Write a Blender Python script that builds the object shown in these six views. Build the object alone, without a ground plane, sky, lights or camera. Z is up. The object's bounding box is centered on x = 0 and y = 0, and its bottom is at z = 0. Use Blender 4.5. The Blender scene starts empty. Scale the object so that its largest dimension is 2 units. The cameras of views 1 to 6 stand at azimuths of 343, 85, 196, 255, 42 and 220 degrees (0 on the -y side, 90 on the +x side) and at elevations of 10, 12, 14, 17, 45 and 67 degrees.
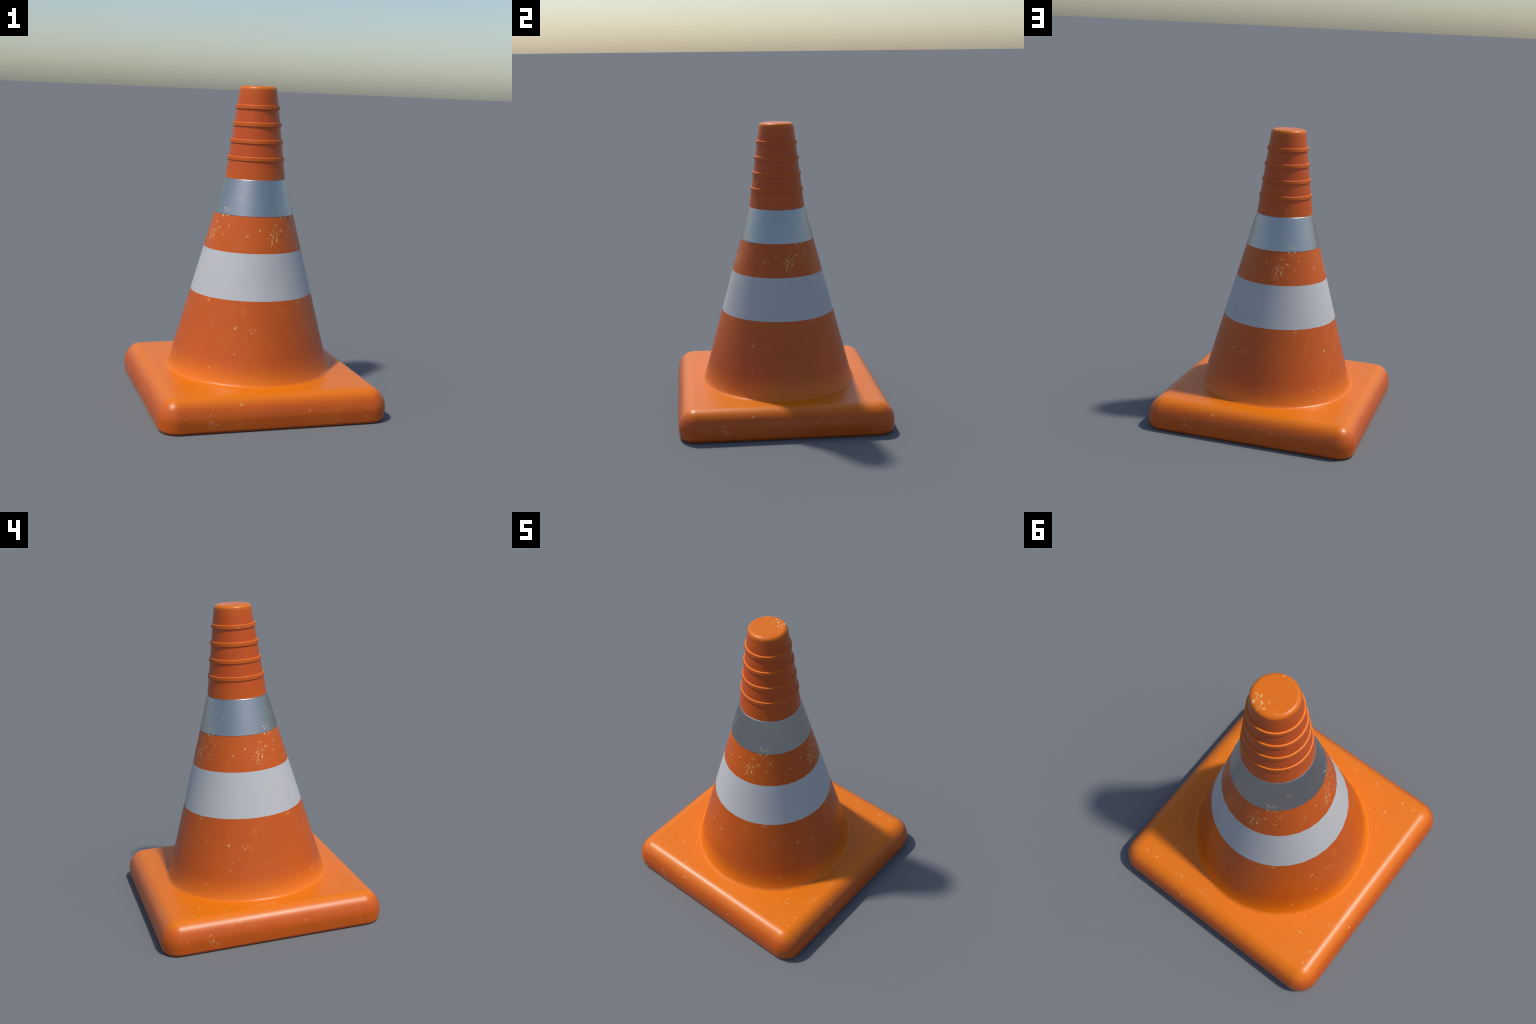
import bpy, math
import numpy as np

# ------------------------------------------------------------------ sizes (metres)
SEGMENTS = 32                       # facets round the cone
TWIST = math.radians(1.2)           # facets are turned slightly against the foot
TOP_Z = 2.0
NECK_Z = 1.4257                     # where the steep neck starts
NECK_R = 0.1908
CONE_SLOPE = 0.2746                 # growth of radius per metre going down
NECK_SLOPE = 0.1308
WHITE_TOP, WHITE_LOW = 0.985, 0.7035
SILVER_TOP, SILVER_LOW = 1.4257, 1.2060
PLATE_HALF, PLATE_TOP = 0.7160, 0.2025
PLATE_ROUND, PLATE_DROP, PLATE_CORNER = 0.110, 0.132, 0.118
FOOT_R = 0.5455                      # where the foot fillet meets the plate


def cone_r(z):
    return NECK_R + CONE_SLOPE * (NECK_Z - z)


def neck_r(z):
    return NECK_R - NECK_SLOPE * (z - NECK_Z)


# ------------------------------------------------------------------ geometry helpers
def circle_outline(radius, n=SEGMENTS):
    a = TWIST + 2 * np.pi * np.arange(n) / n
    d = np.stack([np.cos(a), np.sin(a)], 1)
    return d * radius, d


def rounded_square_outline(half, corner, steps=6):
    pts, nrm = [], []
    c = half - corner
    for k in range(4):
        for s in range(steps + 1):
            a = math.pi / 2 * (k + s / steps)
            d = np.array([math.cos(a), math.sin(a)])
            centre = np.array([c, c]) if k == 0 else np.array([-c, c]) if k == 1 else \
                np.array([-c, -c]) if k == 2 else np.array([c, -c])
            pts.append(centre + corner * d)
            nrm.append(d)
    return np.array(pts), np.array(nrm)


def profile_normals(profile, limit=48.0):
    """Normals of both ends of every profile segment (profile runs upward/inward,
    outside on the right), smoothed by length where the bend is mild."""
    p = np.array(profile, float)
    t = p[1:] - p[:-1]
    ln = np.linalg.norm(t, axis=1)
    t = t / ln[:, None]
    n = np.stack([t[:, 1], -t[:, 0]], 1)
    start, end = n.copy(), n.copy()
    for j in range(len(n) - 1):
        if math.degrees(math.acos(max(-1, min(1, float(n[j] @ n[j + 1]))))) < limit:
            m = n[j] * ln[j] + n[j + 1] * ln[j + 1]
            m /= np.linalg.norm(m)
            end[j] = m
            start[j + 1] = m
    return start, end


def loft(name, profile, outline, material, cap_top=False, cap_low=False, limit=48.0):
    """Stack of outlines; profile is [(size, z, ...)], outline(size item) -> points, normals."""
    rings = [outline(*item) for item in profile]
    n = len(rings[0][0])
    verts = [(x, y, item[1]) for (pts, _), item in zip(rings, profile) for x, y in pts]
    start, end = profile_normals([(item[0], item[1]) for item in profile], limit)
    faces, normals = [], []
    for j in range(len(profile) - 1):
        dn = rings[j][1]
        for i in range(n):
            k = (i + 1) % n
            faces.append((j * n + i, j * n + k, (j + 1) * n + k, (j + 1) * n + i))
            for d, m in ((dn[i], start[j]), (dn[k], start[j]), (dn[k], end[j]), (dn[i], end[j])):
                normals.append((d[0] * m[0], d[1] * m[0], m[1]))
    if cap_top:
        o = (len(profile) - 1) * n
        faces.append(tuple(range(o, o + n)))
        normals += [(0, 0, 1)] * n
    if cap_low:
        faces.append(tuple(range(n - 1, -1, -1)))
        normals += [(0, 0, -1)] * n
    me = bpy.data.meshes.new(name)
    me.from_pydata(verts, [], faces)
    me.polygons.foreach_set("use_smooth", [True] * len(me.polygons))
    me.update()
    me.normals_split_custom_set(normals)
    me.materials.append(material)
    ob = bpy.data.objects.new(name, me)
    bpy.context.scene.collection.objects.link(ob)
    return ob


def lathe(name, profile, material, **kw):
    return loft(name, profile, lambda r, z: circle_outline(r), material, **kw)


def arc(cx, cz, rx, rz, a0, a1, steps):
    """Points of an elliptic arc in the profile plane, angles in degrees."""
    return [(cx + rx * math.cos(math.radians(a0 + (a1 - a0) * s / steps)),
             cz + rz * math.sin(math.radians(a0 + (a1 - a0) * s / steps))) for s in range(steps + 1)]


# ------------------------------------------------------------------ material helpers
class Nodes:
    def __init__(self, name):
        self.mat = bpy.data.materials.new(name)
        self.mat.use_nodes = True
        self.t = self.mat.node_tree
        self.t.nodes.clear()
        self.out = self.t.nodes.new("ShaderNodeOutputMaterial")
        self.bsdf = self.t.nodes.new("ShaderNodeBsdfPrincipled")
        self.t.links.new(self.bsdf.outputs[0], self.out.inputs[0])
        self.coord = self.t.nodes.new("ShaderNodeTexCoord").outputs["Object"]
        self.xyz = self.new("ShaderNodeSeparateXYZ", {0: self.coord})

    def put(self, sock, v):
        if isinstance(v, bpy.types.NodeSocket):
            self.t.links.new(v, sock)
        else:
            sock.default_value = v

    def new(self, kind, inputs=None, **props):
        nd = self.t.nodes.new(kind)
        for k, v in props.items():
            setattr(nd, k, v)
        for k, v in (inputs or {}).items():
            self.put(nd.inputs[k], v)
        return nd

    def math(self, op, a, b=0.0, c=0.0, clamp=False):
        nd = self.new("ShaderNodeMath", operation=op, use_clamp=clamp)
        for i, v in enumerate((a, b, c)):
            if i < len(nd.inputs):
                self.put(nd.inputs[i], v)
        return nd.outputs[0]

    def vec(self, op, a, b=None, s=None):
        nd = self.new("ShaderNodeVectorMath", operation=op)
        self.put(nd.inputs[0], a)
        if b is not None:
            self.put(nd.inputs[1], b)
        return nd.outputs["Value"] if op in ("LENGTH", "DOT_PRODUCT") else nd.outputs[0]

    def xyz_of(self, x, y, z=0.0):
        return self.new("ShaderNodeCombineXYZ", {0: x, 1: y, 2: z}).outputs[0]

    def ramp(self, v, a, b, lo=0.0, hi=1.0):
        nd = self.new("ShaderNodeMapRange", {0: v, 1: a, 2: b, 3: lo, 4: hi},
                      interpolation_type="SMOOTHSTEP")
        return nd.outputs[0]

    def mix(self, f, a, b):
        nd = self.new("ShaderNodeMix", data_type="RGBA")
        self.put(nd.inputs[0], f)
        self.put(nd.inputs[6], a)
        self.put(nd.inputs[7], b)
        return nd.outputs[2]

    def noise(self, vec, scale, detail=3.0, rough=0.5, dims="3D"):
        return self.new("ShaderNodeTexNoise", {"Vector": vec, "Scale": scale, "Detail": detail,
                                               "Roughness": rough}, noise_dimensions=dims)

    # the wear repeats on each quarter turn, as the two surfaces below are folded
    def cone_uv(self):
        """(arc length inside a quarter turn, height) on the cone."""
        x, y, z = self.xyz.outputs
        ang = self.math("DIVIDE", self.math("ARCTAN2", y, x), math.pi / 2)
        part = self.math("SUBTRACT", ang, self.math("FLOOR", ang))       # 0..1
        rad = self.math("SQRT", self.math("ADD", self.math("MULTIPLY", x, x), self.math("MULTIPLY", y, y)))
        deg = self.math("MULTIPLY", part, 90.0)
        return deg, self.xyz_of(self.math("MULTIPLY", self.math("MULTIPLY", part, math.pi / 2), rad), z), z, rad

    def plate_uv(self):
        """(distance along the side, way over the edge) folded on the four sides of the plate."""
        x, y, z = self.xyz.outputs
        ax, ay = self.math("ABSOLUTE", x), self.math("ABSOLUTE", y)
        ns = self.math("GREATER_THAN", ay, ax)                           # front / back
        s_ns = self.math("MULTIPLY", x, self.math("MULTIPLY", self.math("SIGN", y), -1.0))
        s_ew = self.math("MULTIPLY", y, self.math("SIGN", x))
        along = self.new("ShaderNodeMix", {0: ns, 2: s_ew, 3: s_ns}, data_type="FLOAT").outputs[0]
        outward = self.math("MAXIMUM", ax, ay)
        over = self.math("ADD", outward, self.math("SUBTRACT", PLATE_TOP, z))
        return along, over

    def clusters(self, u, v, spots):
        """Sum of soft elliptic patches: (u, v, half width, half height, strength)."""
        total = None
        p = self.xyz_of(u, v)
        for (u0, v0, su, sv, k) in spots:
            d = self.vec("LENGTH", self.vec("DIVIDE", self.vec("SUBTRACT", p, (u0, v0, 0)), (su, sv, 1)))
            m = self.ramp(d, 0.35, 1.25, k, 0.0)
            total = m if total is None else self.math("MAXIMUM", total, m)
        return total

    def chips(self, uv, density, scale, size, offset):
        """Irregular flakes: voronoi cells kept at random according to density."""
        p = self.vec("ADD", uv, (offset, offset * 1.7, 0))
        wob = self.noise(p, scale * 1.3, 2.0, 0.6, "2D").outputs["Color"]
        wob = self.vec("MULTIPLY", self.vec("SUBTRACT", wob, (0.5, 0.5, 0.5)), (1.3 / scale,) * 3)
        p2 = self.vec("MULTIPLY", self.vec("ADD", p, wob), (1, 1, 0))
        v = self.new("ShaderNodeTexVoronoi", {"Vector": p2, "Scale": scale}, voronoi_dimensions="2D")
        rnd = self.new("ShaderNodeSeparateColor", {0: v.outputs["Color"]})
        keep = self.math("LESS_THAN", rnd.outputs[0], density)
        rad = self.math("MULTIPLY_ADD", self.math("POWER", rnd.outputs[1], 1.6), size * 0.75, size * 0.3)
        edge = self.math("DIVIDE", self.math("SUBTRACT", rad, v.outputs["Distance"]), size * 0.30)
        tone = self.math("MULTIPLY_ADD", rnd.outputs[2], 0.5, 0.5)
        return self.math("MULTIPLY", self.math("MULTIPLY", keep, tone), self.math("ADD", edge, 0.0, clamp=True))


CHIP = (0.76, 0.58, 0.25, 1)

CONE_SPOTS = [                       # degrees inside the quarter turn, height, half sizes, strength
    (11.5, 1.075, 10.0, 0.055, 0.95), (13.0, 1.145, 5.5, 0.03, 0.75), (2.0, 1.070, 7.0, 0.022, 0.45),
    (31.0, 1.238, 8.0, 0.024, 1.0), (29.0, 1.195, 10.0, 0.022, 0.50), (32.0, 1.14, 12.0, 0.05, 0.20),
    (54.0, 1.322, 4.0, 0.046, 0.75), (66.0, 1.09, 3.0, 0.015, 0.6),
    (18.0, 0.86, 6.5, 0.055, 0.55), (86.0, 0.77, 5.0, 0.03, 0.50), (12.0, 0.80, 10.0, 0.04, 0.15),
    (33.0, 0.69, 6.0, 0.02, 0.32), (68.0, 0.53, 14.0, 0.05, 0.08), (62.0, 0.55, 3.0, 0.016, 0.60),
    (78.0, 0.54, 3.0, 0.015, 0.45), (72.0, 0.41, 10.0, 0.06, 0.12), (12.0, 0.353, 2.6, 0.014, 0.9),
    (45.0, 0.62, 12.0, 0.05, 0.06)]
PLATE_SPOTS = [                      # along, over the edge, half sizes, strength
    (-0.42, 0.838, 0.028, 0.034, 0.95), (-0.38, 0.875, 0.02, 0.02, 0.75), (-0.54, 0.81, 0.04, 0.02, 0.30),
    (-0.16, 0.775, 0.014, 0.014, 0.8), (0.37, 0.875, 0.03, 0.02, 0.50), (0.58, 0.87, 0.05, 0.025, 0.45),
    (-0.32, 0.585, 0.09, 0.035, 0.28), (-0.52, 0.585, 0.07, 0.035, 0.26), (0.44, 0.49, 0.05, 0.05, 0.14),
    (-0.42, 0.47, 0.05, 0.035, 0.18), (-0.14, 0.61, 0.05, 0.028, 0.28), (0.10, 0.645, 0.06, 0.02, 0.20),
    (-0.55, 0.68, 0.06, 0.04, 0.14)]
CAP_SPOTS = [
    (0.036, 0.075, 0.045, 0.040, 1.0), (0.056, 0.045, 0.025, 0.022, 0.9), (0.084, -0.012, 0.010, 0.010, 1.0),
    (0.033, -0.043, 0.010, 0.010, 1.0), (-0.012, -0.064, 0.010, 0.010, 1.0), (0.028, -0.098, 0.012, 0.012, 1.0),
    (-0.055, 0.070, 0.02, 0.012, 0.9), (0.0, 0.06, 0.02, 0.02, 0.4)]


def orange_plastic(name, kind):
    g = Nodes(name)
    x, y, z = g.xyz.outputs
    big = g.noise(g.coord, 2.4, 3.0, 0.55).outputs["Fac"]
    fine = g.noise(g.coord, 70.0, 3.0, 0.6).outputs["Fac"]
    smear = g.noise(g.vec("MULTIPLY", g.coord, (9.0, 9.0, 5.0)), 1.0, 4.0, 0.62).outputs["Fac"]
    deep, mid, lit = COLORS["deep"], COLORS["mid"], COLORS["lit"]
    col = g.mix(g.ramp(big, 0.3, 0.72), mid, deep)
    col = g.mix(g.math("MULTIPLY", g.ramp(smear, 0.60, 0.74), 0.35), col, lit)
    col = g.mix(g.math("MULTIPLY", g.ramp(fine, 0.5, 0.75), 0.10), col, lit)
    # colour mixed yellower on up-facing faces and toward the foot
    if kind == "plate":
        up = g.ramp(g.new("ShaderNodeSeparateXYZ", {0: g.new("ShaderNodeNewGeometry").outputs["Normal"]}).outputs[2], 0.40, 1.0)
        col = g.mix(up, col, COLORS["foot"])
        u, v = g.plate_uv()
        uv = g.xyz_of(u, v)
        dens = g.math("ADD", g.clusters(u, v, PLATE_SPOTS), 0.005)
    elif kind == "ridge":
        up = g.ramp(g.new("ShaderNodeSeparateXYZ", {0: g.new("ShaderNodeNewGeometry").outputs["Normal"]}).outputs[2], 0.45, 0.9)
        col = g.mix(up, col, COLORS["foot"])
        deg, uv, _, _ = g.cone_uv()
        dens = 0.012
    else:
        deg, uv, zz, rad = g.cone_uv()
        # redder tone between the ridges of the neck
        col = g.mix(g.ramp(zz, 0.37, 0.19), col, COLORS["foot"])
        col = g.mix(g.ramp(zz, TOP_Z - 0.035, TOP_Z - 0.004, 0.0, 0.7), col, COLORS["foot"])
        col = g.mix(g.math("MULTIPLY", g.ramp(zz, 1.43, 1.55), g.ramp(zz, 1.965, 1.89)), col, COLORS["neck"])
        dens = g.math("ADD", g.clusters(deg, zz, CONE_SPOTS), 0.005)
        top = g.math("GREATER_THAN", zz, TOP_Z - 0.012)
        cap = g.clusters(x, y, CAP_SPOTS)
        dens = g.new("ShaderNodeMix", {0: top, 2: dens, 3: cap}, data_type="FLOAT").outputs[0]
        uv = g.new("ShaderNodeMix", {0: top, 4: uv, 5: g.xyz_of(x, y)}, data_type="VECTOR").outputs[1]
    a = g.chips(uv, dens, 53.0, 0.40, 3.1)
    b = g.chips(uv, g.math("MULTIPLY", dens, 0.7), 100.0, 0.40, 7.7)
    chip = g.math("MULTIPLY", g.math("MAXIMUM", a, g.math("MULTIPLY", b, 0.6)), 0.52 if kind == "plate" else g.ramp(zz, 0.7, 0.95, 0.62, 0.92) if kind == "cone" else 0.7)
    col = g.mix(chip, col, CHIP)
    g.put(g.bsdf.inputs["Base Color"], col)
    rough = g.math("ADD", g.math("MULTIPLY_ADD", big, 0.10, (0.47 if kind == "ridge" else ROUGH) - 0.05), g.math("MULTIPLY", chip, 0.3))
    g.put(g.bsdf.inputs["Roughness"], rough)
    g.put(g.bsdf.inputs["Specular IOR Level"], 0.4)
    return g.mat


def white_paint(name):
    g = Nodes(name)
    deg, uv, z, rad = g.cone_uv()
    big = g.noise(g.coord, 5.0, 4.0, 0.6).outputs["Fac"]
    col = g.mix(g.ramp(big, 0.35, 0.7), COLORS["white"], COLORS["white2"])
    dens = g.math("ADD", g.clusters(deg, z, CONE_SPOTS), 0.016)
    a = g.chips(uv, dens, 50.0, 0.28, 3.1)
    b = g.chips(uv, dens, 90.0, 0.3, 7.7)
    chip = g.math("MULTIPLY", g.math("MAXIMUM", a, b), 0.6)
    g.put(g.bsdf.inputs["Base Color"], g.mix(chip, col, (0.62, 0.43, 0.20, 1)))
    g.put(g.bsdf.inputs["Roughness"], 0.65)
    g.put(g.bsdf.inputs["Specular IOR Level"], 0.35)
    return g.mat


def silver_sleeve(name):
    g = Nodes(name)
    deg, uv, z, rad = g.cone_uv()
    big = g.noise(g.coord, 8.0, 4.0, 0.6).outputs["Fac"]
    dens = g.math("ADD", g.clusters(deg, z, CONE_SPOTS), 0.003)
    a = g.chips(uv, dens, 60.0, 0.40, 3.1)
    b = g.math("MULTIPLY", g.chips(uv, g.math("MULTIPLY", dens, 0.6), 95.0, 0.40, 7.7), 0.7)
    chip = g.math("MAXIMUM", a, b)
    g.put(g.bsdf.inputs["Base Color"], g.mix(chip, COLORS["silver"], CHIP))
    g.put(g.bsdf.inputs["Metallic"], g.math("MULTIPLY_ADD", chip, -0.9, 1.0))
    g.put(g.bsdf.inputs["Roughness"], g.math("MULTIPLY_ADD", big, 0.05,
                                             g.math("MULTIPLY_ADD", chip, 0.3, SILVER_ROUGH)))
    return g.mat


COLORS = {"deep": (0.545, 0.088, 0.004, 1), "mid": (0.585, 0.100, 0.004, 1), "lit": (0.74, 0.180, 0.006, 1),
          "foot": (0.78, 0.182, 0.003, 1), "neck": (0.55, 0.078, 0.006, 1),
          "white": (0.505, 0.505, 0.505, 1), "white2": (0.485, 0.485, 0.49, 1), "silver": (0.445, 0.45, 0.455, 1)}
ROUGH = 0.365
SILVER_ROUGH = 0.33

# ------------------------------------------------------------------ build
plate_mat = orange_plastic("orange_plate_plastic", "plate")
cone_mat = orange_plastic("orange_cone_plastic", "cone")
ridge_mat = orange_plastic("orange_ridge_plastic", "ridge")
white_mat = white_paint("white_band_paint")
silver_mat = silver_sleeve("silver_reflective_sleeve")

root = bpy.data.objects.new("traffic_cone", None)
bpy.context.scene.collection.objects.link(root)
root["label"] = "orange plastic traffic cone with white and silver bands"
root["category"] = "traffic cone"

# square foot plate: small dark chamfer below, drafted sides, big round shoulder, flat top
top_arc = arc(PLATE_HALF - PLATE_ROUND, PLATE_TOP - PLATE_DROP, PLATE_ROUND, PLATE_DROP, 0, 90, 7)
plate_profile = [(PLATE_HALF - 0.020, 0.0), (PLATE_HALF - 0.0060, 0.017)] + top_arc + [(PLATE_HALF - PLATE_ROUND - 0.30, PLATE_TOP)]
plate_items = []
for size, z in plate_profile:
    corner = max(0.006, PLATE_CORNER - (PLATE_HALF - size))
    plate_items.append((size, z, corner))
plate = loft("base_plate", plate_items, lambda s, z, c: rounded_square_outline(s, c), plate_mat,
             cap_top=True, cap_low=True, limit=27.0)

# cone below the white band, with the fillet that runs out on the plate
foot = [(FOOT_R, PLATE_TOP - 0.002), (FOOT_R - 0.006, PLATE_TOP + 0.0014), (FOOT_R - 0.012, PLATE_TOP + 0.0052),
        (FOOT_R - 0.0170, PLATE_TOP + 0.0110), (cone_r(PLATE_TOP + 0.020) + 0.0034, PLATE_TOP + 0.020),
        (cone_r(PLATE_TOP + 0.034) + 0.0014, PLATE_TOP + 0.034), (cone_r(PLATE_TOP + 0.060), PLATE_TOP + 0.060)]
lower = lathe("cone_skirt", foot + [(cone_r(WHITE_LOW), WHITE_LOW)], cone_mat)
band = lathe("white_band", [(cone_r(WHITE_LOW), WHITE_LOW), (cone_r(WHITE_TOP), WHITE_TOP)], white_mat)
middle = lathe("cone_shell", [(cone_r(WHITE_TOP), WHITE_TOP), (cone_r(SILVER_LOW - 0.0), SILVER_LOW),
                              (cone_r(NECK_Z), NECK_Z)], cone_mat)

# silver sleeve, wrapped round the cone and a little proud of it
t = 0.0022
sleeve = lathe("silver_sleeve", [(cone_r(SILVER_LOW) - 0.002, SILVER_LOW), (cone_r(SILVER_LOW) + t * 0.6, SILVER_LOW + 0.0003),
                                 (cone_r(SILVER_LOW + 0.002) + t, SILVER_LOW + 0.002),
                                 (cone_r(SILVER_TOP - 0.003) + t, SILVER_TOP - 0.003),
                                 (cone_r(SILVER_TOP) - 0.0002, SILVER_TOP + 0.0008), (cone_r(SILVER_TOP) - 0.004, SILVER_TOP + 0.0012)],
               silver_mat)

# neck with its rounded, closed top
CAP_R, CAP_ROUND = neck_r(TOP_Z), 0.023
rim = arc(CAP_R - CAP_ROUND + 0.002, TOP_Z - CAP_ROUND, CAP_ROUND + 0.0008, CAP_ROUND, 8, 90, 6)
neck = lathe("cone_neck", [(NECK_R, NECK_Z)] + rim + [(0.03, TOP_Z)], cone_mat, cap_top=True)

# four moulded ridges round the neck
for zc, out in ((1.8715, 0.1420), (1.7652, 0.1554), (1.6592, 0.1681), (1.5530, 0.1817)):
    prof = [(neck_r(zc - 0.016) - 0.003, zc - 0.0150), (neck_r(zc - 0.014) + 0.0005, zc - 0.0145),
            (out - 0.0010, zc - 0.0130), (out, zc - 0.0105), (out - 0.0022, zc + 0.0088),
            (out - 0.0030, zc + 0.0100), (neck_r(zc + 0.012) + 0.0008, zc + 0.0110),
            (neck_r(zc + 0.015) + 0.0002, zc + 0.0132), (neck_r(zc + 0.02) - 0.002, zc + 0.020)]
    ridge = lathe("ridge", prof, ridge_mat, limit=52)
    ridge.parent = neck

for ob in (plate, lower, band, middle, sleeve, neck):
    ob.parent = root
